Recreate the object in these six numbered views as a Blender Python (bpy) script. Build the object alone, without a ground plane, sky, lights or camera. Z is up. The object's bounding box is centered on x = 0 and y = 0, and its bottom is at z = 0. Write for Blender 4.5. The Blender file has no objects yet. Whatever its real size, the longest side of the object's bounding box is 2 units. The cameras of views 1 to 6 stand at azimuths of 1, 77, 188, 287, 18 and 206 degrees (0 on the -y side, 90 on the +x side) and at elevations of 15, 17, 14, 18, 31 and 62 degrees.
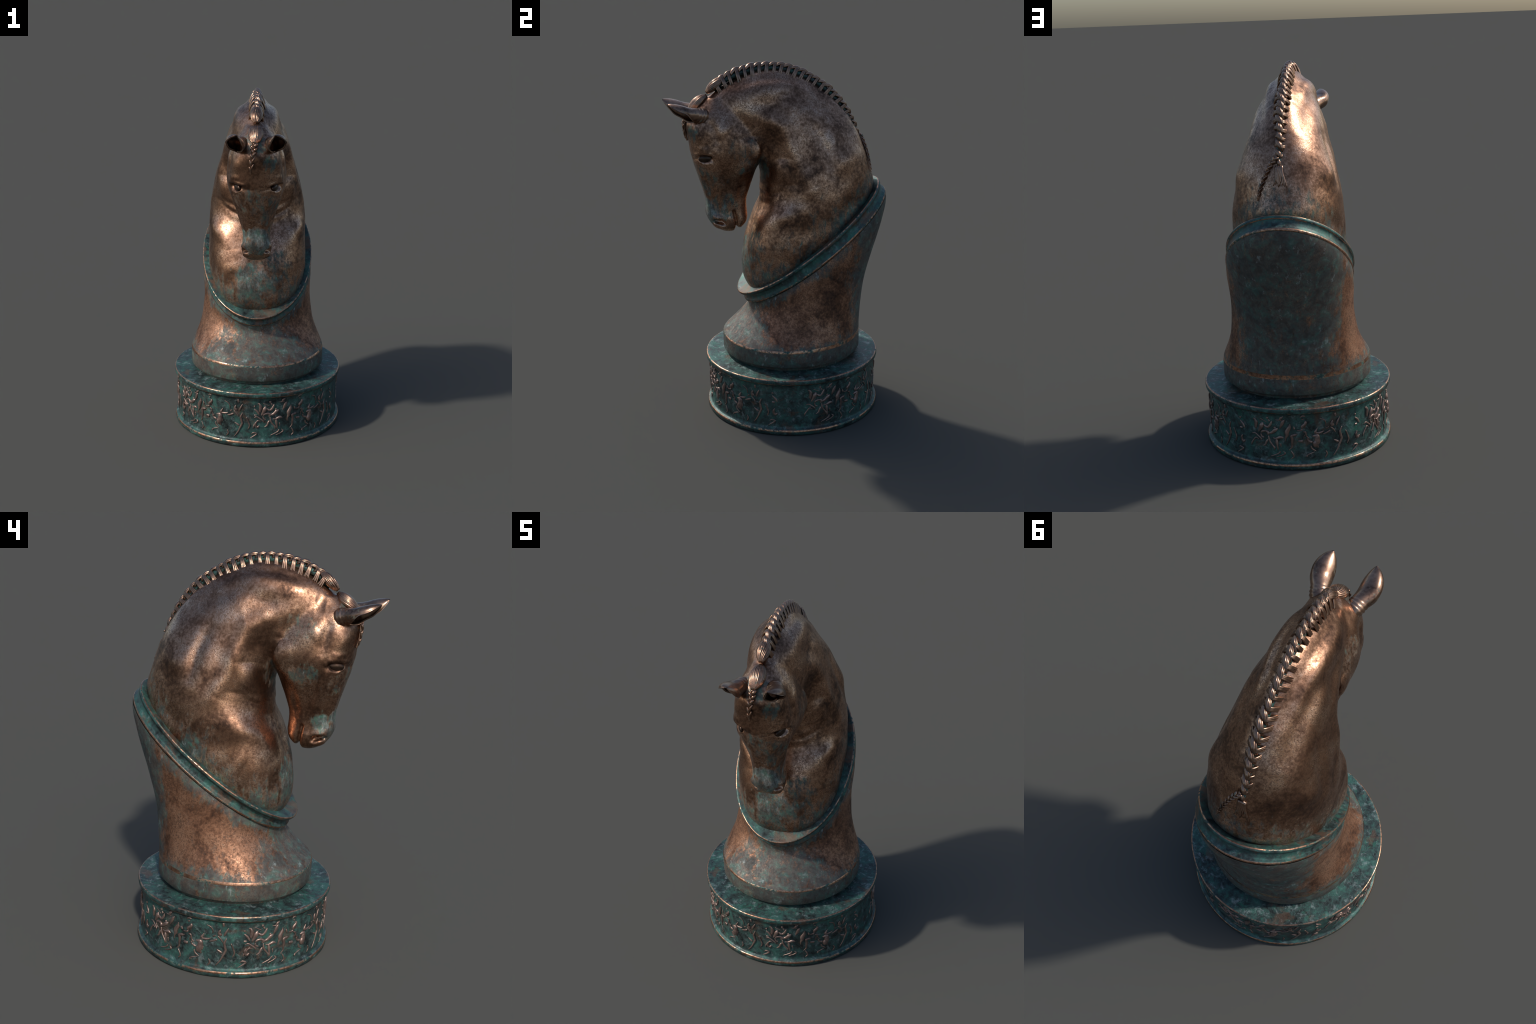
"""Bronze chess knight: a horse head and neck rising from an oblique collar on a
flared pedestal, on a round drum with a relief frieze of riders."""
import bpy, math, random
import numpy as np
from mathutils import Vector

random.seed(7)
RNG = np.random.default_rng(7)
AX_Y = 0.051                       # y of the vertical axis of drum and pedestal

# ------------------------------------------------------------------ helpers
def new_mesh_object(name, verts, faces, mats, parent=None, smooth=True, mat_ids=None):
    me = bpy.data.meshes.new(name)
    me.from_pydata([tuple(v) for v in verts], [], [tuple(f) for f in faces])
    for m in mats:
        me.materials.append(m)
    if mat_ids is not None:
        me.polygons.foreach_set("material_index", list(mat_ids))
    me.polygons.foreach_set("use_smooth", [smooth] * len(me.polygons))
    me.update()
    ob = bpy.data.objects.new(name, me)
    bpy.context.scene.collection.objects.link(ob)
    if parent is not None:
        ob.parent = parent
    return ob

def lerp(a, b, t):
    return a + (b - a) * t

def smoothstep(a, b, x):
    t = np.clip((x - a) / (b - a), 0, 1)
    return t * t * (3 - 2 * t)

def cubic(xs, ys, x):
    """Smooth interpolation through hand-placed control values (finite-difference Hermite)."""
    xs = np.asarray(xs, float); ys = np.asarray(ys, float)
    m = np.gradient(ys, xs, axis=0)
    i = np.clip(np.searchsorted(xs, x) - 1, 0, len(xs) - 2)
    h = xs[i + 1] - xs[i]; t = (x - xs[i]) / h
    sh = (slice(None),) + (None,) * (ys.ndim - 1)
    h, t = h[sh], t[sh]
    return ((2*t**3 - 3*t**2 + 1) * ys[i] + (t**3 - 2*t**2 + t) * h * m[i]
            + (-2*t**3 + 3*t**2) * ys[i + 1] + (t**3 - t**2) * h * m[i + 1])

def value_noise(P, freq, seed=0):
    """Smooth 3D noise in about -1..1, for relief modelled into vertices."""
    P = np.asarray(P, float) * freq
    i0 = np.floor(P).astype(np.int64); f = P - i0; f = f * f * (3 - 2 * f)
    def h(ix, iy, iz):
        n = (ix * 73856093) ^ (iy * 19349663) ^ (iz * 83492791) ^ (seed * 2654435761)
        n = (n ^ (n >> 13)) * 1274126177 & 0x7fffffff
        return ((n ^ (n >> 16)) & 0xffff) / 32767.5 - 1
    out = 0
    for dx in (0, 1):
        for dy in (0, 1):
            for dz in (0, 1):
                w = (np.where(dx, f[:, 0], 1 - f[:, 0]) * np.where(dy, f[:, 1], 1 - f[:, 1])
                     * np.where(dz, f[:, 2], 1 - f[:, 2]))
                out = out + w * h(i0[:, 0] + dx, i0[:, 1] + dy, i0[:, 2] + dz)
    return out

def grid_faces(rows, cols, wrap=True):
    f = []
    for r in range(rows - 1):
        for c in range(cols if wrap else cols - 1):
            d = (c + 1) % cols
            f.append((r * cols + c, r * cols + d, (r + 1) * cols + d, (r + 1) * cols + c))
    return f

def lathe_object(name, rows, mats, row_mats, parent, seg=256, flip=False):
    """rows: list of (seg,3) arrays, one per ring; row_mats: material index per band."""
    V = np.concatenate(rows)
    F = grid_faces(len(rows), seg)
    if flip:
        F = [f[::-1] for f in F]
    ids = []
    for k in range(len(rows) - 1):
        ids += [row_mats[k]] * seg
    return new_mesh_object(name, V, F, mats, parent, True, ids)

def tube(points, radii, sides=8, flat=None, cap=True):
    """Tube along a polyline; returns verts, faces. flat = (axis, factor) squeezes the section."""
    P = np.asarray(points, float); n = len(P)
    R = np.broadcast_to(np.asarray(radii, float), (n,))
    T = np.gradient(P, axis=0); T /= np.linalg.norm(T, axis=1)[:, None] + 1e-12
    up = np.array([0, 0, 1.0]) if abs(T[0][2]) < .9 else np.array([1.0, 0, 0])
    V = []
    for i in range(n):
        a = np.cross(up, T[i]); a /= np.linalg.norm(a) + 1e-12
        b = np.cross(T[i], a); up = b
        ang = np.linspace(0, 2 * np.pi, sides, endpoint=False)
        V.append(P[i] + R[i] * (np.cos(ang)[:, None] * a + np.sin(ang)[:, None] * b))
    V = np.concatenate(V); F = grid_faces(n, sides)
    if cap:
        F.append(tuple(range(sides))[::-1])
        F.append(tuple(range((n - 1) * sides, n * sides)))
    return V, F

def join(parts):
    V, F, o = [], [], 0
    for v, f in parts:
        V.append(np.asarray(v)); F += [tuple(i + o for i in g) for g in f]; o += len(v)
    return np.concatenate(V), F

#@MATERIALS@
# ------------------------------------------------------------------ materials
class Nodes:
    """small wrapper for building shader node graphs"""
    def __init__(self, name):
        self.m = bpy.data.materials.new(name); self.m.use_nodes = True
        self.t = self.m.node_tree; self.bsdf = self.t.nodes["Principled BSDF"]
        self.co = self.t.nodes.new("ShaderNodeTexCoord").outputs["Object"]
        self.geo = None
    def put(self, sock, v):
        if isinstance(v, bpy.types.NodeSocket):
            self.t.links.new(v, sock)
        elif sock.type == 'RGBA' and len(v) == 3:
            sock.default_value = (*v, 1)
        else:
            sock.default_value = v
    def noise(self, scale, detail=4, rough=.55, dist=0, stretch=None, shift=0):
        n = self.t.nodes.new("ShaderNodeTexNoise")
        vec = self.co
        if stretch or shift:
            mp = self.t.nodes.new("ShaderNodeMapping")
            mp.inputs["Scale"].default_value = stretch or (1, 1, 1)
            mp.inputs["Location"].default_value = (shift, shift * .7, -shift)
            self.t.links.new(self.co, mp.inputs["Vector"]); vec = mp.outputs[0]
        self.t.links.new(vec, n.inputs["Vector"])
        n.inputs["Scale"].default_value = scale; n.inputs["Detail"].default_value = detail
        n.inputs["Roughness"].default_value = rough; n.inputs["Distortion"].default_value = dist
        return n.outputs["Fac"]
    def band(self, v, lo, hi, a=0.0, b=1.0):
        n = self.t.nodes.new("ShaderNodeMapRange"); n.interpolation_type = 'SMOOTHSTEP'
        self.put(n.inputs["Value"], v); self.put(n.inputs["From Min"], lo); n.inputs["From Max"].default_value = hi
        n.inputs["To Min"].default_value = a; n.inputs["To Max"].default_value = b
        return n.outputs[0]
    def math(self, op, a, b=0.0, clamp=False):
        n = self.t.nodes.new("ShaderNodeMath"); n.operation = op; n.use_clamp = clamp
        self.put(n.inputs[0], a); self.put(n.inputs[1], b)
        return n.outputs[0]
    def mul(self, a, b): return self.math('MULTIPLY', a, b)
    def add(self, a, b): return self.math('ADD', a, b, True)
    def mix(self, f, a, b):
        n = self.t.nodes.new("ShaderNodeMix"); n.data_type = 'RGBA'
        self.put(n.inputs[0], f); self.put(n.inputs[6], a); self.put(n.inputs[7], b)
        return n.outputs[2]
    def ramp(self, f, stops):
        n = self.t.nodes.new("ShaderNodeValToRGB"); r = n.color_ramp
        while len(r.elements) < len(stops): r.elements.new(.5)
        for e, (p, c) in zip(r.elements, stops):
            e.position = p; e.color = (*c, 1)
        self.put(n.inputs[0], f)
        return n.outputs[0]
    def xyz(self):
        n = self.t.nodes.new("ShaderNodeSeparateXYZ"); self.t.links.new(self.co, n.inputs[0])
        return n.outputs[0], n.outputs[1], n.outputs[2]
    def blob(self, centre, radius, soft=.5):
        """1 inside a ball, fading to 0: places a patch where the target has it"""
        n = self.t.nodes.new("ShaderNodeVectorMath"); n.operation = 'DISTANCE'
        self.t.links.new(self.co, n.inputs[0]); n.inputs[1].default_value = centre
        return self.band(n.outputs["Value"], radius * soft, radius, 1, 0)
    def bump(self, h, dist=.004, strength=1.0):
        n = self.t.nodes.new("ShaderNodeBump"); n.inputs["Distance"].default_value = dist
        n.inputs["Strength"].default_value = strength
        self.put(n.inputs["Height"], h); self.t.links.new(n.outputs[0], self.bsdf.inputs["Normal"])
    def done(self, col, rough, metal):
        self.put(self.bsdf.inputs["Base Color"], col); self.put(self.bsdf.inputs["Roughness"], rough)
        self.put(self.bsdf.inputs["Metallic"], metal)
        return self.m

GREEN = [(.0, (.014, .024, .024)), (.40, (.030, .050, .050)), (.52, (.045, .095, .088)), (.63, (.045, .165, .130)), (.76, (.18, .27, .26))]

def frost_at(N):
    """pale bloom sits on the muzzle and breast"""
    return N.math('MAXIMUM', N.blob((0, -.42, 1.20), .16, .3), N.mul(N.blob((0, -.24, .95), .18, .3), .7))
GREY_GREEN = [(.0, (.028, .028, .026)), (.40, (.050, .056, .053)), (.52, (.074, .094, .088)), (.61, (.052, .135, .112)), (.74, (.22, .27, .26))]

def bronze(name, patina_amount, tint=(1, 1, 1), dark=.42, gloss=.03, metal_k=1.0, green_stops=None):
    """brown statuary bronze: cloudy tone, dark pits, verdigris that gathers in patches"""
    N = Nodes(name)
    C = lambda r, g, b: (r * tint[0], g * tint[1], b * tint[2])
    cloud = N.noise(6.5, 3, .55, .6)
    fine = N.noise(60, 5, .65)
    pit = N.noise(150, 2, .6, shift=3)
    tone = N.add(N.mul(cloud, .62), N.mul(fine, .41))
    col = N.ramp(tone, [(.36, C(.072, .040, .028)), (.45, C(.225, .122, .077)), (.53, C(.46, .262, .168)), (.64, C(.66, .415, .285))])  # mid stops lightened for the broad warm highlights on the sunlit flank
    pits = N.mul(N.band(pit, .50, .60), N.band(cloud, .30, .62))
    stip = N.band(N.noise(95, 4, .75, .3, shift=11), .44, .56)
    stip = N.mul(stip, N.band(N.noise(11, 3, .6, shift=13), .36, .60))
    col = N.mix(N.mul(pits, .60), col, (.070, .040, .028))
    col = N.mix(N.mul(stip, dark), col, (.085, .048, .033))
    rough = N.add(N.band(tone, .34, .60, .47 - gloss, .29 - gloss), N.mul(N.math('MAXIMUM', pits, N.mul(stip, .7)), .12))
    metal = N.band(tone, .25, .45, .88 * metal_k, 1.0 * metal_k)
    x, y, z = N.xyz()
    # verdigris
    big = N.noise(4.2, 4, .6, .8, shift=9)
    grain = N.noise(38, 5, .7, .4, stretch=(1, 1, .45), shift=5)
    where = patina_amount(N, x, y, z)
    mask = N.band(N.add(N.add(N.mul(big, .42), N.mul(grain, .58)), N.math('SUBTRACT', where, .5)), .46, .63)
    hue = N.noise(22, 5, .7, .5, shift=14)
    green = N.ramp(hue, green_stops or GREEN)
    pale = N.band(N.noise(30, 5, .75, stretch=(1, 1, .5), shift=21), N.math('SUBTRACT', .58, N.mul(frost_at(N), .14)), .70)
    green = N.mix(N.mul(pale, .65), green, (.36, .43, .42))
    m8 = N.mul(mask, .84)
    col = N.mix(m8, col, green)
    rough = N.math('ADD', rough, N.mul(mask, .12), True)
    metal = N.mul(metal, N.math('SUBTRACT', 1.0, N.mul(mask, .62)))
    N.bump(N.add(N.mul(fine, .5), N.mul(N.math('SUBTRACT', 1.0, N.math('MAXIMUM', pits, N.mul(stip, .6))), .4)), .0013, .35)
    return N.done(col, rough, metal)

def skin_patina(N, x, y, z):
    """on the horse: face and muzzle, lower breast by the collar, throat; little on crest and back"""
    plane = N.math('SUBTRACT', z, N.mul(y, .734))              # height above the oblique collar
    w = N.band(plane, .92, 1.26, .55, .33)
    for c, r, soft, k in (((0, -.42, 1.20), .16, .35, .68), ((0, -.37, 1.43), .23, .50, .48), ((.07, -.48, 1.65), .13, .15, .54), ((.05, -.43, 1.33), .12, .2, .54), ((-.12, -.30, 1.46), .20, .2, .545), ((-.07, -.37, 1.22), .15, .05, .72), ((-.10, -.38, 1.26), .13, .2, .56), ((.10, -.33, 1.23), .16, .35, .59), ((.15, -.20, 1.45), .15, .3, .57), ((.12, -.20, 1.0), .2, .35, .56), ((0, -.10, 1.47), .22, .40, .57),
                          ((0, -.45, 1.74), .15, .35, .55), ((0, -.22, .92), .22, .45, .59), ((-.13, -.26, 1.66), .18, .3, .53),
                          ((.15, -.24, 1.56), .17, .35, .53), ((-.2, .42, 1.25), .2, .2, .53)):
        w = N.math('MAXIMUM', w, N.mul(N.blob(c, r, soft), k))
    for sx in (-1, 1):                                          # eyes stay clean
        w = N.mul(w, N.math('SUBTRACT', 1.0, N.mul(N.blob((sx * .13, -.44, 1.508), .048, .6), .5)))
    return w
BRONZE = bronze("statuary_bronze", skin_patina)

def pedestal_patina(N, x, y, z):
    """verdigris at the back, on the front slope and along the foot; brown flanks"""
    w = N.band(z, .42, .56, .66, .41)
    w = N.math('MAXIMUM', w, N.band(y, .20, .44, .30, .66))
    w = N.math('MAXIMUM', w, N.band(y, -.02, -.22, .30, .62))
    plane = N.math('SUBTRACT', z, N.mul(y, .734))
    w = N.math('MAXIMUM', w, N.band(plane, .62, .82, .30, .62))
    return w
BRONZE_FOOT = bronze("pedestal_bronze", pedestal_patina, (.74, .64, .57), .50, -.12, .70, GREY_GREEN)

def patina(name, fine_relief=0.0, frost=.35, rust_from=.56, rust_k=.55):
    """green and blue-grey corrosion over dark bronze"""
    N = Nodes(name)
    big = N.noise(9, 4, .6, .8)
    mid = N.noise(34, 6, .72, .6, shift=4)
    grain = N.noise(120, 3, .6, shift=8)
    tone = N.add(N.mul(big, .45), N.mul(mid, .58))
    col = N.ramp(tone, [(.38, (.012, .018, .018)), (.46, (.036, .052, .050)), (.53, (.048, .092, .085)), (.61, (.050, .150, .122)), (.72, (.18, .26, .25))])
    em = N.band(N.noise(16, 5, .7, 1.0, shift=17), .57, .66)
    col = N.mix(N.mul(em, .50), col, (.030, .175, .118))
    pale = N.band(N.noise(26, 6, .75, .4, shift=30), .52, .68)
    z = N.xyz()[2]
    ledge = N.mul(N.band(z, .315, .335), N.band(z, .38, .37))
    col = N.mix(N.mul(pale, N.math('ADD', frost, N.mul(ledge, .30), True)), col, (.30, .365, .36))
    rust = N.band(N.noise(7.5, 5, .65, .6, shift=40), rust_from, rust_from + .10)
    col = N.mix(N.mul(rust, rust_k), col, (.15, .082, .052))
    rough = N.band(tone, .35, .65, .38, .58)
    N.bump(N.add(N.mul(mid, .7), N.mul(grain, .3)), .0045 if fine_relief else .0025, .6)
    return N.done(col, rough, .45)
PATINA = patina("green_patina", 1.0, .50)
COLLAR = patina("collar_patina", 0, .34, .52, .75)

def copper_edge(name):
    """edges rubbed to bare copper, with patina left in stretches"""
    N = Nodes(name)
    v = N.noise(9, 5, .65, .5, shift=2); f = N.noise(70, 4, .6, shift=6)
    k = N.band(N.add(N.mul(v, .7), N.mul(f, .32)), .42, .54)
    col = N.mix(k, N.ramp(f, [(.4, (.030, .060, .055)), (.6, (.07, .17, .14))]), N.ramp(f, [(.35, (.26, .125, .075)), (.65, (.58, .33, .215))]))
    return N.done(col, N.band(k, 0, 1, .5, .30), N.band(k, 0, 1, .4, .95))
WORN = copper_edge("rubbed_copper_edge")

def relief_metal(name):
    N = Nodes(name)
    f = N.noise(48, 5, .65); g = N.noise(14, 3, .5, shift=5)
    col = N.ramp(N.add(N.mul(f, .5), N.mul(g, .5)), [(.36, (.12, .085, .072)), (.50, (.27, .185, .155)), (.66, (.40, .29, .245))])
    return N.done(col, .40, .7)
RELIEF = relief_metal("rubbed_relief")

def hair_metal(name):
    N = Nodes(name)
    f = N.noise(70, 5, .65); g = N.noise(10, 3, .5, shift=5)
    col = N.ramp(N.add(N.mul(f, .4), N.mul(g, .6)), [(.34, (.10, .06, .045)), (.48, (.30, .185, .13)), (.66, (.50, .32, .225))])
    v = N.band(N.noise(45, 5, .7, .4, shift=12), .56, .66)
    col = N.mix(N.mul(v, .6), col, (.045, .115, .100))
    return N.done(col, N.band(v, 0, 1, .30, .5), N.band(v, 0, 1, .97, .5))
HAIR = hair_metal("polished_bronze")

def eye_metal(name):
    N = Nodes(name)
    f = N.noise(40, 3)
    return N.done(N.ramp(f, [(.35, (.035, .022, .016)), (.65, (.085, .052, .036))]), .30, .8)
DARK = eye_metal("dark_eye_bronze")
#@END@

# ------------------------------------------------------------------ root
root = bpy.data.objects.new("chess_knight_statue", None)
bpy.context.scene.collection.objects.link(root)
root["label"] = "bronze horse head chess knight with green patina and rider frieze"
root["category"] = "statue"

# ------------------------------------------------------------------ drum base
SEG = 256
TH = np.linspace(0, 2 * np.pi, SEG, endpoint=False)
CS, SN = np.cos(TH), np.sin(TH)
def circle(r, z):
    return np.stack([r * CS, AX_Y + r * SN, np.full(SEG, z)], -1)
def wear(P, amp, freq, seed):
    """hand-worn, slightly uneven metal: push radially and vertically by noise"""
    q = P.copy(); d = q - [0, AX_Y, 0]; rr = np.hypot(d[:, 0], d[:, 1])[:, None] + 1e-9
    n = value_noise(P, freq, seed)[:, None]
    q[:, :2] += d[:, :2] / rr * n * amp
    q[:, 2] += value_noise(P, freq, seed + 5) * amp * .6
    return q

base_rows = [(.30, .001, 0), (.494, .0, 0), (.5005, .004, 0), (.5015, .020, 1), (.5005, .0275, 1),
             (.4975, .0315, 0), (.490, .034, 0), (.4845, .038, 0), (.483, .047, 0)]
base_rows += [(.4825, z, 0) for z in np.linspace(.06, .27, 14)]
base_rows += [(.483, .283, 0), (.4855, .291, 0), (.492, .297, 0), (.4985, .301, 1), (.5015, .306, 0),
              (.502, .318, 0), (.5010, .325, 1), (.4985, .3285, 1), (.4945, .3295, 0), (.47, .3293, 0), (.45, .3293, 0), (.43, .330, 0),
              (.405, .331, 0), (.385, .333, 0), (.36, .336, 0)]
rows = []
for k, (r, z, m) in enumerate(base_rows):
    c = circle(r, z)
    edge = .0012 if m else .0006
    c = wear(c, edge if k > 1 else 0, 22, 3)
    c[:, 2] = np.maximum(c[:, 2], 0)
    rows.append(c)
base = lathe_object("drum_base", rows, [PATINA, WORN], [m for _, _, m in base_rows], root)

# ------------------------------------------------------------------ oblique rim frame
N_T = np.array([0, -.5914, .8064]); E_Y = np.array([0, .8064, .5914]); E_X = np.array([1.0, 0, 0])
RIM_C = np.array([0, .1558, 1.0146]); RIM_A, RIM_B = .3286, .5146
def oblique(d, t):
    """ring of the collar: inset d from the rim ellipse, shifted t along its normal"""
    d = np.broadcast_to(d, (SEG,))
    c = RIM_C + N_T * t
    return c + ((RIM_A - d) * CS)[:, None] * E_X + ((RIM_B - d) * SN)[:, None] * E_Y

# ------------------------------------------------------------------ pedestal
w_f = np.clip(-SN, 0, 1) ** 2; w_b = np.clip(SN, 0, 1) ** 2; w_s = CS ** 2
T_IN = .005 + .012 * w_f
top_ring = oblique(T_IN, -.083)
R_BAND, Z_BAND = .398, .450
bot_ring = circle(R_BAND, Z_BAND)
tt = np.linspace(0, 1, 48)
c_front = cubic([0, .15, .27, .45, .57, .77, .9, 1], [0, .013, .025, .041, .046, .038, .018, 0], tt)
c_side = cubic([0, .08, .15, .27, .45, .61, .715, .91, 1], [0, .011, .0225, .036, .0385, .033, .024, .004, 0], tt)
c_back = cubic([0, .05, .15, .315, .466, .59, .706, .845, .97, 1], [0, .008, .017, .028, .025, .013, .001, -.008, -.006, 0], tt)
prow = [(circle(.370, .328), 0), (circle(.372, .351), 0), (circle(.384, .3565), 0), (circle(.3945, .358), 0), (circle(.3978, .362), 0), (circle(.398, .40), 0), (circle(.398, .436), 0), (circle(.3978, .4435), 1)]
for k, t in enumerate(tt):
    P = lerp(bot_ring, top_ring, t)
    inward = -np.stack([CS, SN, 0 * CS], -1)
    off = c_front[k] * w_f + c_side[k] * w_s + c_back[k] * w_b
    if k == 0:
        off = off + .0015
    P = P + inward * off[:, None]
    prow.append((P, 1 if k == 0 else 0))
prow = [(wear(P, .0012, 12, 11), m) for P, m in prow]
pedestal = lathe_object("pedestal", [p for p, _ in prow], [BRONZE_FOOT, WORN], [m for _, m in prow], root)

# collar: flat lip, hollow band, lower ridge
g = .010 + .012 * w_f          # depth of the hollow band
crow = [(.10, -.010, 0), (.06, -.006, 0), (.030, -.003, 0), (.012, -.001, 0), (.0055, -.0005, 1), (.0015, -.002, 1), (0, -.0055, 0),
        (-.0005, -.012, 0), (.001, -.0175, 1), (.005, -.0205, 0), (.6, -.0225, 0), (.95, -.028, 0), (1.0, -.037, 0), (1.0, -.047, 0),
        (.85, -.055, 0), (.4, -.0605, 0), (.0045, -.0645, 0), (.0018, -.067, 1), (.0008, -.071, 1), (.0018, -.0765, 1), (.006, -.081, 0), (.016, -.086, 0)]
rows = []
for k, (d, t, m) in enumerate(crow):
    dd = g * d if 10 <= k <= 15 else d
    if k >= 20:
        dd = T_IN + (.0005 if k == 20 else .006)
    rows.append(wear(oblique(dd, t), .0009, 25, 21))
collar = lathe_object("collar", rows, [COLLAR, WORN], [m for _, _, m in crow], pedestal)

# ------------------------------------------------------------------ horse body: two lofts, united
def loft(stations, rings, seg=72):
    """stations: crest (y,z), front (y,z), half width, widest fraction, exponents front / crest"""
    S = np.array(stations, float)
    x = np.concatenate([[0], np.cumsum(np.hypot(np.diff((S[:, 0] + S[:, 2]) / 2), np.diff((S[:, 1] + S[:, 3]) / 2)) + .02)])
    u = np.linspace(0, x[-1], rings)
    S = cubic(x, S, u)
    phi = np.linspace(0, 2 * np.pi, seg, endpoint=False)
    c, s = np.cos(phi), np.sin(phi)
    V = []
    for cy, cz, fy, fz, w, tm, nf, nc in S:
        n = np.where(c > 0, nf, nc)
        along = np.where(c > 0, tm * (1 - np.abs(c) ** (2 / n)), tm + (1 - tm) * np.abs(c) ** (2 / n))
        xx = w * np.sign(s) * np.abs(s) ** (2 / n)
        V.append(np.stack([xx, lerp(fy, cy, along), lerp(fz, cz, along)], -1))
    F = grid_faces(rings, seg)
    F += [tuple(range(seg))[::-1], tuple(range((rings - 1) * seg, rings * seg))]
    return np.concatenate(V), F

neck_st = [
    # crest y, z      front y, z      w     tm   nf   nc
    (.470, 1.150, -.080, .660, .235, .50, 2.4, 2.0),
    (.520, 1.235, -.150, .690, .266, .50, 2.5, 2.0),
    (.544, 1.310, -.204, .755, .286, .50, 2.6, 2.0),
    (.520, 1.400, -.222, .865, .290, .51, 2.45, 2.05),
    (.488, 1.500, -.216, .955, .283, .53, 2.4, 1.98),
    (.447, 1.605, -.190, 1.045, .270, .53, 2.25, 1.88),
    (.387, 1.705, -.150, 1.130, .250, .53, 2.1, 1.78),
    (.311, 1.790, -.120, 1.215, .227, .52, 1.95, 1.70),
    (.222, 1.864, -.112, 1.290, .207, .50, 1.9, 1.70),
    (.114, 1.925, -.104, 1.350, .184, .54, 1.9, 1.74),
    (-.010, 1.960, -.106, 1.400, .168, .55, 2.0, 1.78),
    (-.130, 1.953, -.116, 1.440, .154, .57, 2.0, 1.82),
    (-.240, 1.918, -.150, 1.500, .138, .58, 2.0, 1.85),
    (-.330, 1.866, -.200, 1.560, .110, .58, 2.0, 1.8),
    (-.400, 1.813, -.260, 1.600, .085, .58, 2.0, 2.0),
]
head_st = [
    # crest = face line, front = jaw line
    (-.405, 1.824, -.200, 1.840, .062, .50, 2.0, 2.0),
    (-.448, 1.783, -.150, 1.790, .092, .50, 2.0, 2.1),
    (-.487, 1.735, -.120, 1.715, .122, .46, 2.0, 2.4),
    (-.514, 1.685, -.105, 1.630, .148, .47, 2.1, 2.25),
    (-.504, 1.600, -.098, 1.545, .158, .47, 2.2, 2.3),
    (-.496, 1.535, -.108, 1.480, .158, .48, 2.2, 2.35),
    (-.478, 1.460, -.136, 1.425, .140, .44, 2.2, 2.6),
    (-.455, 1.385, -.155, 1.372, .110, .48, 2.3, 2.5),
    (-.434, 1.315, -.176, 1.315, .091, .52, 2.4, 2.5),
    (-.420, 1.255, -.193, 1.262, .079, .55, 2.4, 2.6),
    (-.424, 1.200, -.195, 1.208, .076, .55, 2.4, 2.8),
    (-.413, 1.150, -.193, 1.155, .080, .60, 2.4, 2.8),
    (-.388, 1.115, -.210, 1.115, .076, .60, 2.3, 2.6),
    (-.348, 1.086, -.235, 1.086, .058, .60, 2.2, 2.4),
    (-.320, 1.074, -.262, 1.074, .030, .60, 2.0, 2.0),
]
bodyV, bodyF = join([loft(neck_st, 110), loft(head_st, 100)])
tmp = new_mesh_object("tmp_body", bodyV, bodyF, [])
mod = tmp.modifiers.new("r", 'REMESH'); mod.mode = 'VOXEL'; mod.voxel_size = .0042
dg = bpy.context.evaluated_depsgraph_get()
me = bpy.data.meshes.new_from_object(tmp.evaluated_get(dg))
bpy.data.objects.remove(tmp)

nv = len(me.vertices)
P = np.empty(nv * 3); me.vertices.foreach_get("co", P); P = P.reshape(-1, 3)
E = np.empty(len(me.edges) * 2, np.int32); me.edges.foreach_get("vertices", E); E = E.reshape(-1, 2)
DEG = np.bincount(E.ravel(), minlength=nv).astype(float)
def laplace(P, it, w=1.0, lam=.5):
    w = np.broadcast_to(w, (len(P),))[:, None]
    for _ in range(it):
        A = np.stack([np.bincount(E[:, 0], P[E[:, 1], k], nv) + np.bincount(E[:, 1], P[E[:, 0], k], nv) for k in range(3)], -1)
        P = P + lam * w * (A / DEG[:, None] - P)
    return P
LT = np.array([t.vertices[:] for t in (me.calc_loop_triangles() or me.loop_triangles)])
def normals(P):
    a, b, c = P[LT[:, 0]], P[LT[:, 1]], P[LT[:, 2]]
    fn = np.cross(b - a, c - a); N = np.zeros_like(P)
    for k in range(3):
        for j in range(3):
            N[:, j] += np.bincount(LT[:, k], fn[:, j], nv)
    return N / (np.linalg.norm(N, axis=1)[:, None] + 1e-12)

P = laplace(P, 12)
# soften the valley where jaw meets neck
jw = np.exp(-(((P[:, 1] + .16) / .12) ** 2 + ((P[:, 2] - 1.68) / .16) ** 2)) * (np.abs(P[:, 0]) > .05)
P = laplace(P, 60, jw)

def dist_polyline(Q, pts):
    """distance of points to a polyline and position 0..1 along it"""
    pts = np.asarray(pts, float); best = np.full(len(Q), 1e9); pos = np.zeros(len(Q))
    L = np.linalg.norm(np.diff(pts, axis=0), axis=1); cum = np.concatenate([[0], np.cumsum(L)])
    for i in range(len(pts) - 1):
        d = pts[i + 1] - pts[i]; t = np.clip(((Q - pts[i]) @ d) / (d @ d + 1e-12), 0, 1)
        r = np.linalg.norm(Q - (pts[i] + t[:, None] * d), axis=1)
        m = r < best; best[m] = r[m]; pos[m] = ((cum[i] + t * L[i]) / cum[-1])[m]
    return best, pos

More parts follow.
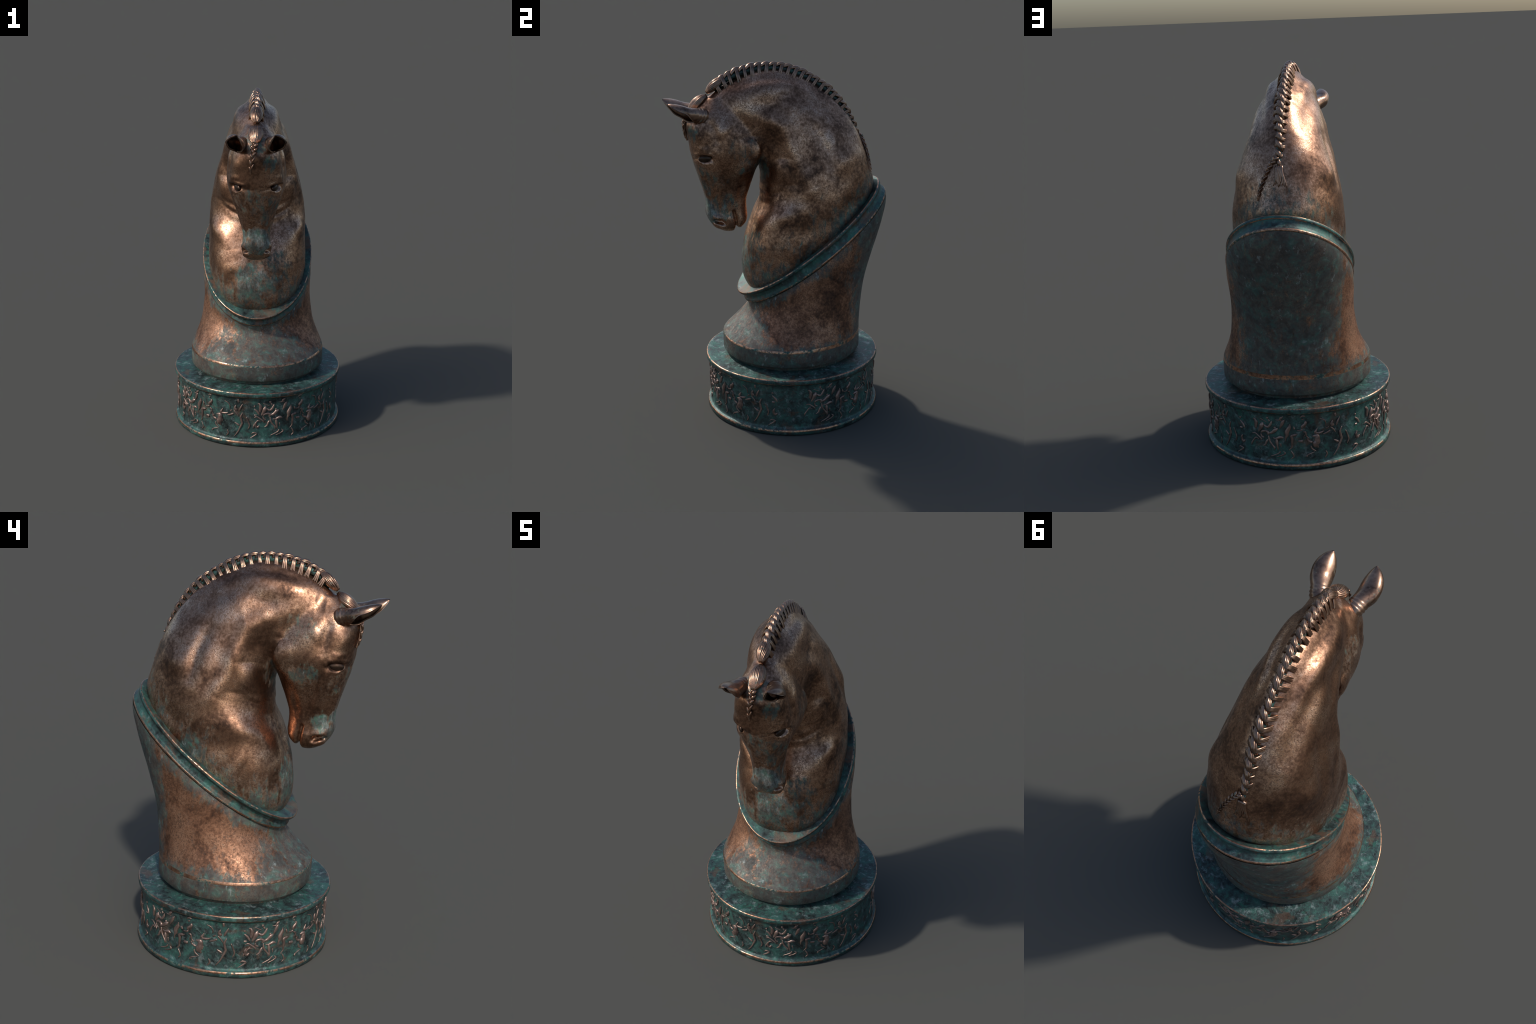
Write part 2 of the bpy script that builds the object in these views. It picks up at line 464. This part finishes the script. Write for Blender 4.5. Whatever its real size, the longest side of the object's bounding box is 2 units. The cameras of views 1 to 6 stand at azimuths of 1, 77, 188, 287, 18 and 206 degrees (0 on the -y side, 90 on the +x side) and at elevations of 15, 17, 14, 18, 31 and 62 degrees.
def stroke(pts, rad, amp, taper=True, sides=(-1, 1), xmin=.02):
    """sculpt stroke given in side view (y,z) points, on both flanks: raise (+) or dent (-)"""
    global DISP
    if len(np.shape(pts)) == 1:
        pts = [pts, (pts[0] + 1e-4, pts[1])]; taper = False
    d, s = dist_polyline(P[:, 1:], pts)
    w = np.exp(-(d / rad) ** 2) * amp
    if taper:
        w *= .25 + .75 * np.sin(np.pi * np.clip(s, .02, .98)) ** .7
    gate = smoothstep(xmin * .3, xmin + 1e-6, np.abs(P[:, 0]))
    DISP = DISP + w * gate

def stroke3(pts, rad, amp, taper=True, mirror=True):
    """sculpt stroke along a polyline in space, mirrored in x"""
    global DISP
    if len(np.shape(pts)) == 1:
        pts = [pts, (pts[0], pts[1], pts[2] + 1e-4)]; taper = False
    Q = P.copy()
    if mirror:
        Q[:, 0] = np.abs(Q[:, 0])
    d, s = dist_polyline(Q, pts)
    w = np.exp(-(d / rad) ** 2) * amp
    if taper:
        w *= .25 + .75 * np.sin(np.pi * np.clip(s, .02, .98)) ** .7
    DISP = DISP + w

def apply():
    global P, DISP
    P = P + normals(P) * DISP[:, None]
    DISP = np.zeros(nv)
DISP = np.zeros(nv)

#@SCULPT@
# neck muscles (side view y, z)
stroke([(-.086, 1.70), (-.018, 1.661), (.021, 1.557), (.06, 1.442), (.11, 1.33)], .040, .019)          # long neck muscle
stroke([(-.15, 1.785), (-.05, 1.765), (.02, 1.73)], .045, -.010)                                         # hollow under the crest
stroke([(.17, 1.64), (.212, 1.54), (.238, 1.41)], .030, -.014)                                           # groove ahead of the shoulder
stroke((.315, 1.47), .058, .012)
stroke((.45, 1.46), .05, .002)
stroke([(-.22, 1.785), (-.08, 1.80), (.06, 1.835), (.20, 1.785), (.31, 1.70), (.37, 1.64)], .048, -.013)
stroke([(.37, 1.53), (.40, 1.45)], .035, .003)
stroke([(.24, 1.82), (.10, 1.90), (0, 1.926), (-.13, 1.920), (-.25, 1.885)], .026, -.015)                  # pinch below the mane
stroke([(.25, 1.15), (.34, 1.22), (.44, 1.27)], .055, -.014)
stroke([(-.02, 1.50), (-.015, 1.43), (0, 1.35)], .050, .025)
stroke([(-.075, 1.62), (-.065, 1.55)], .022, -.005)                                         # jugular groove
stroke([(.04, 1.215), (-.076, 1.17), (-.115, 1.14), (-.150, 1.09)], .040, .012)                          # breast muscle, upper edge
stroke([(.02, 1.0), (-.03, .97)], .085, .006)                                                            # breast muscle, body
stroke([(-.09, 1.30), (-.135, 1.19), (-.185, 1.09)], .026, -.006, xmin=.05)                              # groove beside the throat
stroke([(.12, 1.12), (.02, 1.09)], .05, -.007)
stroke([(-.205, .98), (-.175, .86)], .026, -.007, xmin=.06)                                              # crease between the breast muscles
stroke3([(0, -.15, 1.15), (0, -.20, 1.05), (0, -.24, .94)], .045, -.010)
apply()
# uneven hand-modelled surface: soft lumps over neck and breast
soft = smoothstep(-.30, -.10, P[:, 1])
DISP = soft * (.0030 * value_noise(P, 8.0, 31) + .0010 * value_noise(P, 19.0, 32))
apply()
P = laplace(P, 6)
# throat wrinkles, low in front and rising backward
for zc, yc, a in [(1.372, -.035, .0017), (1.318, -.045, .0026), (1.268, -.06, .0012)]:
    stroke([(yc + .02, zc + .034), (yc - .012, zc + .006), (yc - .045, zc - .016), (yc - .08, zc - .018)], .0095, a, xmin=.002)
    stroke([(yc + .02, zc + .012), (yc - .012, zc - .015), (yc - .045, zc - .037), (yc - .08, zc - .039)], .0095, -a, xmin=.002)
# cheek disc and the edges of the head
stroke([(-.19, 1.62), (-.185, 1.54), (-.19, 1.49)], .050, .022, xmin=.06)
stroke((-.29, 1.56), .06, .004)
stroke([(-.160, 1.63), (-.150, 1.56), (-.165, 1.49)], .030, .017, xmin=.06)
stroke([(-.34, 1.69), (-.30, 1.65)], .05, .006)
stroke([(-.36, 1.79), (-.31, 1.79)], .04, -.007, xmin=.04)
stroke([(-.16, 1.57), (-.175, 1.49), (-.235, 1.43)], .030, .008, xmin=.06)
stroke([(-.125, 1.66), (-.10, 1.58), (-.10, 1.50)], .020, -.006, xmin=.08)                               # furrow behind the jaw
stroke([(-.40, 1.475), (-.375, 1.41), (-.35, 1.33), (-.335, 1.27)], .016, .009)                          # facial crest
stroke([(-.30, 1.42), (-.285, 1.36), (-.275, 1.28)], .034, -.004)                                        # hollow of the cheek
stroke([(-.235, 1.36), (-.245, 1.25)], .020, -.006)
stroke([(-.205, 1.37), (-.215, 1.27)], .018, .005, xmin=.03)                                             # jaw bar
stroke([(-.372, 1.58), (-.382, 1.66), (-.40, 1.72)], .024, -.012)                                        # temple hollow
stroke([(-.42, 1.40), (-.40, 1.30)], .020, -.005)
apply()
# brow, eye socket, lids
stroke([(-.425, 1.510), (-.398, 1.514)], .016, -.005, xmin=.08)
stroke3([(.085, -.470, 1.665), (.110, -.460, 1.61), (.128, -.440, 1.575)], .034, .009)
stroke3([(.100, -.480, 1.560), (.132, -.450, 1.560), (.148, -.415, 1.552)], .020, .012)
stroke3([(.112, -.465, 1.508), (.130, -.440, 1.507), (.136, -.410, 1.512)], .026, -.012)
stroke3([(.118, -.468, 1.466), (.130, -.440, 1.452), (.138, -.405, 1.464)], .018, .005)
stroke3([(0, -.51, 1.60), (0, -.50, 1.54)], .03, -.004)
stroke3([(.070, -.39, 1.712), (.080, -.425, 1.732)], .036, .017)
apply()
stroke([(-.468, 1.512), (-.440, 1.507), (-.410, 1.514)], .0155, -.011, taper=False, xmin=.06)
stroke([(-.480, 1.520), (-.467, 1.496), (-.442, 1.480), (-.414, 1.486), (-.396, 1.516)], .0060, .0045, taper=False, xmin=.10)
stroke([(-.484, 1.527), (-.462, 1.539), (-.437, 1.542), (-.410, 1.537), (-.394, 1.523)], .0080, .0085, taper=False, xmin=.10)
stroke([(-.490, 1.512), (-.482, 1.492)], .010, -.005, xmin=.03)
# nose: bony bridge, nostril wings, nostrils
stroke3([(.048, -.455, 1.40), (.040, -.43, 1.29), (.046, -.425, 1.20)], .018, .005)
stroke3([(0, -.44, 1.33), (0, -.43, 1.22)], .020, -.003)
stroke([(-.405, 1.185), (-.375, 1.166), (-.340, 1.158)], .018, .012, xmin=.03)
apply()
P = laplace(P, 2)
stroke([(-.388, 1.146), (-.362, 1.146), (-.340, 1.134)], .0115, -.020, taper=False, xmin=.045)
apply()
stroke([(-.382, 1.148), (-.352, 1.144)], .0095, -.016, taper=False, xmin=.04)
stroke([(-.392, 1.118), (-.36, 1.112), (-.33, 1.112)], .012, .007, xmin=.03)
apply()
# mouth: slit between the lips, notch at their ends, chin
stroke([(-.256, 1.060), (-.260, 1.105), (-.266, 1.15), (-.276, 1.195)], .0085, -.018, taper=False, xmin=.001)
stroke([(-.252, 1.060), (-.258, 1.085)], .012, -.022, taper=False, xmin=.001)
stroke((-.222, 1.135), .028, .007, xmin=.001)
stroke([(-.30, 1.175), (-.31, 1.12)], .022, .005, xmin=.02)
apply()
P = laplace(P, 2)
#@ENDSCULPT@

me.vertices.foreach_set("co", P.ravel()); me.update()

# split the one smooth skin into anatomical parts, keeping its normals
NB = normals(P)
nf_ = len(me.polygons)
FV = [tuple(p.vertices) for p in me.polygons]
CEN = np.array([P[list(f)].mean(0) for f in FV])
cy, cz = CEN[:, 1], CEN[:, 2]
# head: in front of a line behind ears and jaw
head_line = np.interp(cz, [1.0, 1.40, 1.48, 1.60, 1.72, 1.80, 1.9], [-.15, -.12, -.115, -.13, -.20, -.29, -.40])
is_head = (cy < head_line) & (cz > 1.06) & ~((cz < 1.40) & (cy > -.20 + .0) & (cy > np.interp(cz, [1.0, 1.13, 1.16, 1.25, 1.35, 1.40], [-.3, -.20, -.185, -.16, -.135, -.12])))
# chest: breast below the throat
is_chest = ~is_head & (cz - .75 * cy < 1.28)
group = np.where(is_head, 0, np.where(is_chest, 2, 1))
SKIN = [BRONZE]
body_parts = {}
for gi, nm in ((0, "head"), (1, "neck"), (2, "chest")):
    idx = np.nonzero(group == gi)[0]
    used = np.unique(np.concatenate([FV[i] for i in idx])); remap = -np.ones(nv, int); remap[used] = np.arange(len(used))
    ob = new_mesh_object(nm, P[used], [tuple(remap[j] for j in FV[i]) for i in idx], SKIN, root)
    ob.data.normals_split_custom_set_from_vertices([tuple(n) for n in NB[used]])
    body_parts[nm] = ob
head, neck = body_parts["head"], body_parts["neck"]
bpy.data.meshes.remove(me)

SKIN_P, SKIN_N = P.copy(), NB.copy()
def on_skin(pts, lift):
    """lay points onto the body surface, raised by lift"""
    out = []
    for q in np.asarray(pts, float):
        d = ((SKIN_P - q) ** 2).sum(1); i = np.argsort(d)[:12]
        n = SKIN_N[i].mean(0); n /= np.linalg.norm(n)
        c = SKIN_P[i].mean(0)
        out.append(q - n * ((q - c) @ n) + n * lift)
    return np.array(out)

# ------------------------------------------------------------------ eyes
def eye_mesh(sgn):
    yz = np.array([-.431, 1.5085])
    i = np.argsort(((SKIN_P[:, 1:] - yz) ** 2).sum(1) + 9 * (SKIN_P[:, 0] * sgn < .05))[:60]
    n = np.array([sgn * .93, -.36, .02]); n /= np.linalg.norm(n)
    c = np.array([SKIN_P[i, 0].mean(), *yz]) + n * .0002
    fwd = np.array([0, -1.0, -.05]); fwd -= n * (fwd @ n); fwd /= np.linalg.norm(fwd); up = np.cross(n, fwd) * (1 if sgn > 0 else -1)
    V = []
    for a in np.linspace(0, np.pi, 17):
        for b in np.linspace(0, 2 * np.pi, 24, endpoint=False):
            V.append(c + n * (.013 * math.sin(a) * math.cos(b)) + fwd * (.039 * math.cos(a)) + up * (.022 * math.sin(a) * math.sin(b)))
    return np.array(V), grid_faces(17, 24)
for sgn in (-1, 1):
    new_mesh_object("eye", *eye_mesh(sgn), [DARK], head)

# ------------------------------------------------------------------ ears
for s in (-1, 1):
    base_p = np.array([-.066, -.402, 1.722]); mid_p = np.array([-.112, -.51, 1.764]); tip_p = np.array([-.098, -.622, 1.812])
    nu, nvv = 44, 30
    u = np.linspace(0, 1, nu)
    ctr = (1 - u)[:, None] ** 2 * base_p + (2 * u * (1 - u))[:, None] * mid_p + (u ** 2)[:, None] * tip_p
    rad = cubic([0, .05, .12, .20, .28, .5, .7, .85, .95, 1], [.020, .034, .042, .043, .041, .051, .050, .036, .018, .003], u)
    half = np.radians(np.minimum(180, cubic([0, .15, .27, .40, .55, .8, 1], [180, 180, 180, 150, 118, 112, 100], u)))
    V = []
    for layer in (0, 1):
        for i in range(nu):
            d = np.gradient(ctr, axis=0)[i]; d /= np.linalg.norm(d)
            o = np.array([-.38, 0, -.92]); o -= d * (o @ d); o /= np.linalg.norm(o)
            sv = np.cross(d, o)
            if sv[2] < 0: sv = -sv
            a = np.linspace(-half[i] * lerp(1, .86, float(smoothstep(.28, .5, u[i]))), half[i], nvv)
            rr = rad[i] - (layer * min(.009, rad[i] * .5))
            if layer == 0 and .08 < u[i] < .36:
                rr = rr + .0024 * math.sin(u[i] * 95) * smoothstep(.36, .26, u[i]) * smoothstep(.08, .14, u[i])
            c = ctr[i] + o * rad[i] * .40 * smoothstep(.15, .5, u[i])
            aa = a * (1 if layer == 0 else .97)
            V.append(c + rr * (-np.cos(aa)[:, None] * o * lerp(1, .74, float(smoothstep(.3, .6, u[i]))) + np.sin(aa)[:, None] * sv))
    V = np.concatenate(V); F = []
    n1 = nu * nvv
    F += grid_faces(nu, nvv, False)
    F += [tuple(i + n1 for i in f[::-1]) for f in grid_faces(nu, nvv, False)]
    for i in range(nu - 1):
        for e in (0, nvv - 1):
            q = (i * nvv + e, (i + 1) * nvv + e, n1 + (i + 1) * nvv + e, n1 + i * nvv + e)
            F.append(q if e else q[::-1])
    for e in (0, nu - 1):
        for j in range(nvv - 1):
            q = (e * nvv + j, e * nvv + j + 1, n1 + e * nvv + j + 1, n1 + e * nvv + j)
            F.append(q if not e else q[::-1])
    V[:, 0] *= -s
    if s == 1:
        F = [f[::-1] for f in F]
    new_mesh_object("ear", V, F, [HAIR], head)

# ------------------------------------------------------------------ mane: plait along the crest
crest = np.array([(-.385, 1.866), (-.316, 1.918), (-.218, 1.960), (-.10, 1.981), (.0, 1.978), (.10, 1.951), (.20, 1.903),
                  (.295, 1.833), (.375, 1.742), (.437, 1.640), (.476, 1.545), (.492, 1.495)])
clen = np.concatenate([[0], np.cumsum(np.hypot(*np.diff(crest, axis=0).T))])
def on_crest(s):
    p = cubic(clen, crest, np.atleast_1d(s)); q = cubic(clen, crest, np.atleast_1d(s) + 1e-3)
    t = (q - p) / np.linalg.norm(q - p, axis=1)[:, None]
    n = np.stack([-t[:, 1], t[:, 0]], -1)            # outward normal of the crest in the y,z plane
    return p, t, n

def crest_frame(s):
    p, t, n = on_crest(s)
    return (np.array([0, *p[0]]), np.array([0, *t[0]]), np.array([0, *n[0]]), np.array([1.0, 0, 0]))

def plait_unit(length, height, width, rng):
    """one crossing of the mane plait in local axes (along, side, up)"""
    parts = []
    t = np.linspace(0, 1, 14)
    bump = np.sin(np.pi * np.clip(t, .02, .98)) ** .6
    # the lobe lies across the crest at a slant, four locks side by side
    for k, (dy, dz, r) in enumerate([(-.0085, -.002, .0065), (-.0028, .0022, .0075), (.0035, .0018, .0075), (.0092, -.003, .0065)]):
        q = np.stack([lerp(-.95, .80, t) * length, lerp(-.28, .25, t) * width + dy * (.4 + .6 * bump),
                      height * (-.08 + .70 * np.sin(np.pi * (t * .80 + .12))) + dz + rng.uniform(-.0012, .0012)], -1)
        parts.append(tube(q, r * (.35 + .65 * bump), 8))
    # locks drawn up from each flank into the lobe
    for side in (-1, 1):
        for k in range(4):
            lean = (.30 if side > 0 else -.05)
            f = np.stack([(lean - .30 * t + (.095 * (k - 1.5) + rng.uniform(-.04, .04)) * (.7 + .8 * t ** 2)) * length,
                          side * width * (.12 + .80 * t ** .7),
                          height * (.50 - .95 * t ** 1.2) - (.026 + rng.uniform(-.006, .008)) * t ** 2], -1)
            parts.append(tube(f, .0060 * (1 - .55 * t ** 2), 6))
    return join(parts)

N_PLAIT = 26
s_all = np.linspace(.055, clen[-1] - .012, N_PLAIT)
step = s_all[1] - s_all[0]
UNITS = [plait_unit(step * .95, .036, .045, RNG) for _ in range(3)]
plait_mesh = [None] * 3
for i, s in enumerate(s_all):
    o, t, n, x = crest_frame(s)
    f = i / (N_PLAIT - 1)
    j = int(RNG.integers(3))
    if plait_mesh[j] is None:
        ob = new_mesh_object("mane_plait", *UNITS[j], [HAIR], neck); plait_mesh[j] = ob.data
    else:
        ob = bpy.data.objects.new("mane_plait", plait_mesh[j]); bpy.context.scene.collection.objects.link(ob); ob.parent = neck
    twist = RNG.uniform(-.16, .16); tl, xl = t * math.cos(twist) + x * math.sin(twist), x * math.cos(twist) - t * math.sin(twist)
    sc = lerp(1.0, .72, smoothstep(.75, 1, f)) * RNG.uniform(.92, 1.08)
    M = np.eye(4)
    M[:3, 0] = tl * sc; M[:3, 1] = -xl * sc * RNG.uniform(.95, 1.05); M[:3, 2] = n * sc
    M[:3, 3] = o - n * (.013 + .006 * smoothstep(.7, 1, f)) + x * RNG.uniform(-.002, .002)
    from mathutils import Matrix
    ob.matrix_local = Matrix(M.tolist())

# solid root of the plait, so no light passes under it
t = np.linspace(0.02, clen[-1] - .01, 80)
p, tg, nn = on_crest(t)
core = np.stack([0 * t, p[:, 0] - nn[:, 0] * .018, p[:, 1] - nn[:, 1] * .018], -1)
new_mesh_object("mane_root", *tube(core, .017, 10), [PATINA], neck)

def strand_bun(a, b, r_side, r_up, nrm, strands=15, twist=.5, name="mane_bun", parent=None, thick=.0074):
    """a bound lock of hair: strands wound lengthwise over an egg-shaped core"""
    a, b, nrm = map(lambda q: np.asarray(q, float), (a, b, nrm))
    ax = b - a; L = np.linalg.norm(ax); ax /= L
    up = nrm - ax * (nrm @ ax); up /= np.linalg.norm(up); sd = np.cross(ax, up)
    parts = []
    t = np.linspace(0, 1, 20)
    prof = np.sin(np.pi * np.clip(t, .03, .97) ** .9) ** .55
    ang = np.linspace(0, 2 * np.pi, 24, endpoint=False)
    V = np.concatenate([a + ax * L * ti + (np.cos(ang)[:, None] * sd * r_side + np.sin(ang)[:, None] * up * r_up) * pr * .90
                        for ti, pr in zip(t, prof)])
    F = grid_faces(20, 24) + [tuple(range(24))[::-1], tuple(range(19 * 24, 20 * 24))]
    parts.append((V, F))
    for k in range(strands):
        g = -.35 + (math.pi + .7) * (k + .5) / strands + RNG.uniform(-.05, .05)
        gg = g + twist * (t - .5) * RNG.uniform(.6, 1.2)
        pr = prof * RNG.uniform(.97, 1.03)
        pts = a + ax * (L * t)[:, None] + (np.cos(gg)[:, None] * sd * r_side + np.sin(gg)[:, None] * up * r_up) * pr[:, None]
        parts.append(tube(pts, thick * (.4 + .6 * np.sin(np.pi * t)), 6))
    return new_mesh_object(name, *join(parts), [HAIR], parent)

strand_bun((0, -.394, 1.846), (0, -.295, 1.926), .029, .024, (0, -.65, .75), 15, -.9, "mane_lock", neck, .0058)
strand_bun((.003, -.394, 1.834), (-.010, -.498, 1.752), .035, .026, (0, -.6, .8), 19, .9, "forelock_bun", head, .0058)

def braid(name, pts, r0, r1, nrm, n, parent):
    """plait seen from above: lobes folding in from left and right, tapering to a loose tip"""
    pts = np.asarray(pts, float)
    k = np.linspace(0, 1, 60); C = cubic(np.linspace(0, 1, len(pts)), pts, k)
    T = np.gradient(C, axis=0); T /= np.linalg.norm(T, axis=1)[:, None]
    S = np.cross(T, np.asarray(nrm, float)); S /= np.linalg.norm(S, axis=1)[:, None]
    U = np.cross(S, T)
    at = lambda A, x: np.stack([np.interp(x, k, A[:, j]) for j in range(3)], -1)
    parts = [tube(C, lerp(r0, r1, k) * .62, 8)]
    for i in range(2 * n):
        side = 1 if i % 2 else -1
        a = i / (2 * n + 1.5); t = np.linspace(0, 1, 9)
        pos = np.clip(a + t * 1.7 / (2 * n), 0, 1)
        R = lerp(r0, r1, pos)[:, None]
        q = at(C, pos) + at(S, pos) * side * (R * lerp(.95, -.15, t)[:, None]) + at(U, pos) * R * (.15 + .55 * np.sin(np.pi * lerp(.1, .85, t)))[:, None]
        parts.append(tube(q, R[:, 0] * .50 * (.4 + .6 * np.sin(np.pi * np.clip(t, .05, .95)) ** .7), 7))
    return new_mesh_object(name, *join(parts), [HAIR], parent)

braid("forelock_braid", np.concatenate([[(-.010, -.497, 1.752)], on_skin([(-.012, -.51, 1.725), (-.018, -.515, 1.69), (-.024, -.51, 1.64), (-.030, -.503, 1.592)], .006)]),
      .019, .008, (0, -1, .1), 5, head)
braid("mane_tail", on_skin([(.010, .462, 1.575), (.040, .472, 1.535), (.066, .480, 1.48), (.092, .495, 1.42), (.107, .505, 1.372)], .006),
      .014, .005, (.15, .9, .4), 8, neck)

# loose strands where the plait ends
parts = []
for k in range(9):
    x0 = lerp(-.026, .018, k / 8)
    t = np.linspace(0, 1, 10)
    q = np.stack([x0 * (.5 + .9 * t) + .004 * np.sin(5 * t + k), (.480 + .030 * t), 1.535 - (.075 + .03 * RNG.random()) * t], -1)
    parts.append(tube(on_skin(q, .002), .0078 * (1 - .7 * t), 6))
new_mesh_object("mane_strands", *join(parts), [HAIR], neck)

# ------------------------------------------------------------------ frieze
#@FRIEZE@
FRIEZE = {}   # figures of one scene: limbs as (along mm, up mm, radius mm)
FRIEZE['frieze_horse'] = [[(-233, 263, 3.6), (-225, 243, 8.1), (-228, 220, 6.3), (-228, 207, 4.1)],
        [(-237, 264, 2.7), (-238, 256, 3.2)]]
FRIEZE['frieze_rider'] = [[(-163, 277, 5.4), (-163, 266, 5.0)],
        [(-158, 264, 3.4), (-152, 253, 4.1)],
        [(-189, 245, 5.0), (-195, 227, 10.4), (-206, 204, 6.3), (-215, 190, 2.7)],
        [(-182, 232, 4.1), (-170, 223, 5.4), (-158, 224, 5.0), (-146, 240, 5.4), (-140, 256, 3.6)],
        [(-202, 265, 1.4), (-167, 247, 2.0)]]
FRIEZE['frieze_warrior'] = [[(-204, 186, 4.1), (-194, 196, 5.0), (-175, 199, 5.4), (-163, 190, 6.8), (-170, 181, 5.9)],
        [(-158, 188, 5.6), (-141, 196, 6.8), (-125, 211, 8.1), (-113, 218, 3.6)],
        [(-131, 226, 4.5), (-127, 219, 4.5)],
        [(-163, 175, 3.6), (-158, 148, 4.5), (-144, 127, 3.6), (-134, 113, 4.5), (-135, 100, 2.0)],
        [(-167, 155, 4.1), (-175, 141, 5.0), (-182, 125, 4.1), (-197, 116, 1.8)],
        [(-204, 182, 3.2), (-199, 167, 3.6), (-187, 163, 3.2)],
        [(-255, 176, 1.8), (-237, 180, 3.2), (-219, 168, 3.6), (-204, 155, 3.6), (-200, 145, 1.8)],
        [(-216, 150, 2.3), (-232, 156, 3.6), (-244, 144, 3.2), (-257, 125, 3.6), (-260, 109, 1.8)]]
FRIEZE['frieze_galloping_horse'] = [[(-74, 265, 2.3), (-81, 256, 6.3), (-88, 241, 7.2), (-99, 216, 3.2)],
        [(-48, 242, 4.1), (-52, 222, 8.6), (-63, 200, 9.9), (-63, 183, 7.7), (-70, 167, 3.6), (-73, 147, 1.8)],
        [(-11, 188, 2.7), (-22, 184, 5.9), (-40, 178, 6.3), (-38, 158, 6.3), (-40, 133, 4.5), (-42, 116, 3.6), (-56, 100, 1.8)],
        [(-47, 100, 1.8), (-38, 84, 3.2), (-33, 66, 3.4), (-46, 53, 2.3)],
        [(-29, 229, 2.3), (-25, 213, 4.5)]]
FRIEZE['frieze_hound'] = [[(-141, 167, 2.3), (-125, 163, 4.5), (-102, 172, 6.8), (-86, 167, 3.2)],
        [(-123, 160, 5.9), (-121, 138, 6.3), (-118, 116, 3.6), (-116, 100, 2.7)],
        [(-103, 138, 3.6), (-101, 118, 1.8)],
        [(-104, 96, 4.1), (-113, 83, 3.6), (-134, 73, 2.7), (-156, 64, 2.3)],
        [(-90, 96, 2.3), (-81, 85, 3.6), (-95, 74, 3.2), (-125, 63, 2.7)]]
FRIEZE['frieze_wing'] = [[(-83, 285, 2.7), (-95, 276, 5.9), (-104, 265, 3.2), (-123, 266, 1.4)],
        [(-102, 263, 1.8), (-88, 263, 1.4)]]
FRIEZE['frieze_spearman'] = [[(5, 278, 1.4), (17, 287, 4.1), (32, 284, 2.7)],
        [(17, 273, 5.4), (18, 267, 5.0)],
        [(30, 259, 5.0), (30, 246, 6.3), (15, 231, 6.8), (16, 218, 4.5)],
        [(33, 248, 4.5), (26, 222, 2.7)],
        [(14, 216, 4.5), (3, 210, 3.6), (-13, 211, 2.3)],
        [(18, 204, 4.1), (30, 197, 4.1), (34, 177, 3.4), (48, 165, 2.7)],
        [(25, 186, 1.8), (20, 164, 1.4)],
        [(-9, 154, 5.0), (14, 151, 7.2)]]
FRIEZE['frieze_rump'] = [[(57, 175, 4.5), (80, 174, 10.4), (80, 149, 12.2), (73, 130, 13.5), (87, 111, 4.1)],
        [(32, 166, 4.5), (37, 152, 3.6), (57, 142, 6.3)],
        [(96, 152, 1.8), (91, 135, 2.7), (75, 127, 2.3)],
        [(48, 125, 3.2), (55, 107, 3.6), (75, 92, 2.0)],
        [(66, 90, 1.8), (34, 77, 3.2), (26, 66, 5.0)],
        [(124, 89, 2.7), (131, 71, 3.6), (120, 52, 3.2)]]
FRIEZE['frieze_dancer'] = [[(91, 219, 2.3), (80, 198, 5.9), (84, 191, 4.5), (105, 191, 4.5), (124, 198, 3.2)],
        [(119, 181, 2.3), (140, 188, 4.5), (157, 197, 4.1)],
        [(135, 210, 3.6), (149, 216, 3.4)],
        [(171, 249, 3.6), (166, 229, 7.7), (178, 219, 5.9)],
        [(184, 285, 5.4), (187, 267, 4.5)],
        [(190, 217, 4.1), (198, 236, 4.5), (210, 259, 2.3)],
        [(159, 214, 3.2), (176, 197, 3.2), (185, 180, 2.3)],
        [(103, 267, 1.8), (126, 256, 2.7), (135, 239, 2.7), (133, 224, 2.3)]]
FRIEZE['frieze_runner'] = [[(217, 205, 3.6), (207, 179, 5.0), (211, 159, 5.4), (214, 139, 5.4), (202, 113, 4.5), (190, 86, 3.4), (168, 56, 3.6)],
        [(171, 143, 2.3), (190, 131, 5.0), (198, 125, 3.6)],
        [(240, 179, 3.6), (251, 151, 3.6), (257, 128, 3.4), (248, 105, 2.7)]]
FRIEZE['frieze_fallen'] = [[(302, 154, 3.2), (296, 137, 5.9), (304, 118, 5.9), (318, 128, 4.5)],
        [(272, 74, 1.8), (285, 85, 3.6), (302, 76, 4.1), (264, 49, 2.3)],
        [(290, 231, 3.2), (307, 215, 5.0), (318, 195, 3.6)],
        [(290, 251, 4.5), (293, 242, 3.6)],
        [(288, 192, 5.0), (304, 193, 3.2)]]
R_DRUM = .4825
def relief_figure(limbs):
    """limbs as half-sunk tapered rolls on the drum wall"""
    parts = []
    for limb in limbs:
        L = np.array(limb, float) / 1000
        n = 6 * len(L)
        q = cubic(np.linspace(0, 1, len(L)), L, np.linspace(0, 1, n)) if len(L) > 2 else lerp(L[0], L[1], np.linspace(0, 1, n)[:, None])
        t = np.linspace(0, 1, n)
        r = np.maximum(q[:, 2] * 1.22, .0018) * (.55 + .45 * np.minimum(1, np.sin(np.pi * np.clip(t, .03, .97)) * 2.2))
        V, F = tube(np.stack([q[:, 0], 0 * t, q[:, 1]], -1), r, 10)
        w = V[:, 1] * .70 + .0016
        a = V[:, 0] / R_DRUM
        parts.append((np.stack([(R_DRUM + w) * np.cos(a), (R_DRUM + w) * np.sin(a), V[:, 2]], -1), F))
    return join(parts)

from mathutils import Matrix
for kind, limbs in FRIEZE.items():
    shared = None
    for k, deg in enumerate((24, 98, 170, 235, 299)):
        if shared is None:
            ob = new_mesh_object(kind, *relief_figure(limbs), [RELIEF], base); shared = ob.data
        else:
            ob = bpy.data.objects.new(kind, shared); bpy.context.scene.collection.objects.link(ob); ob.parent = base
        ob.matrix_local = Matrix.Translation((0, AX_Y, RNG.uniform(-.002, .002))) @ Matrix.Rotation(math.radians(deg + RNG.uniform(-1, 1)), 4, 'Z')
#@ENDFRIEZE@
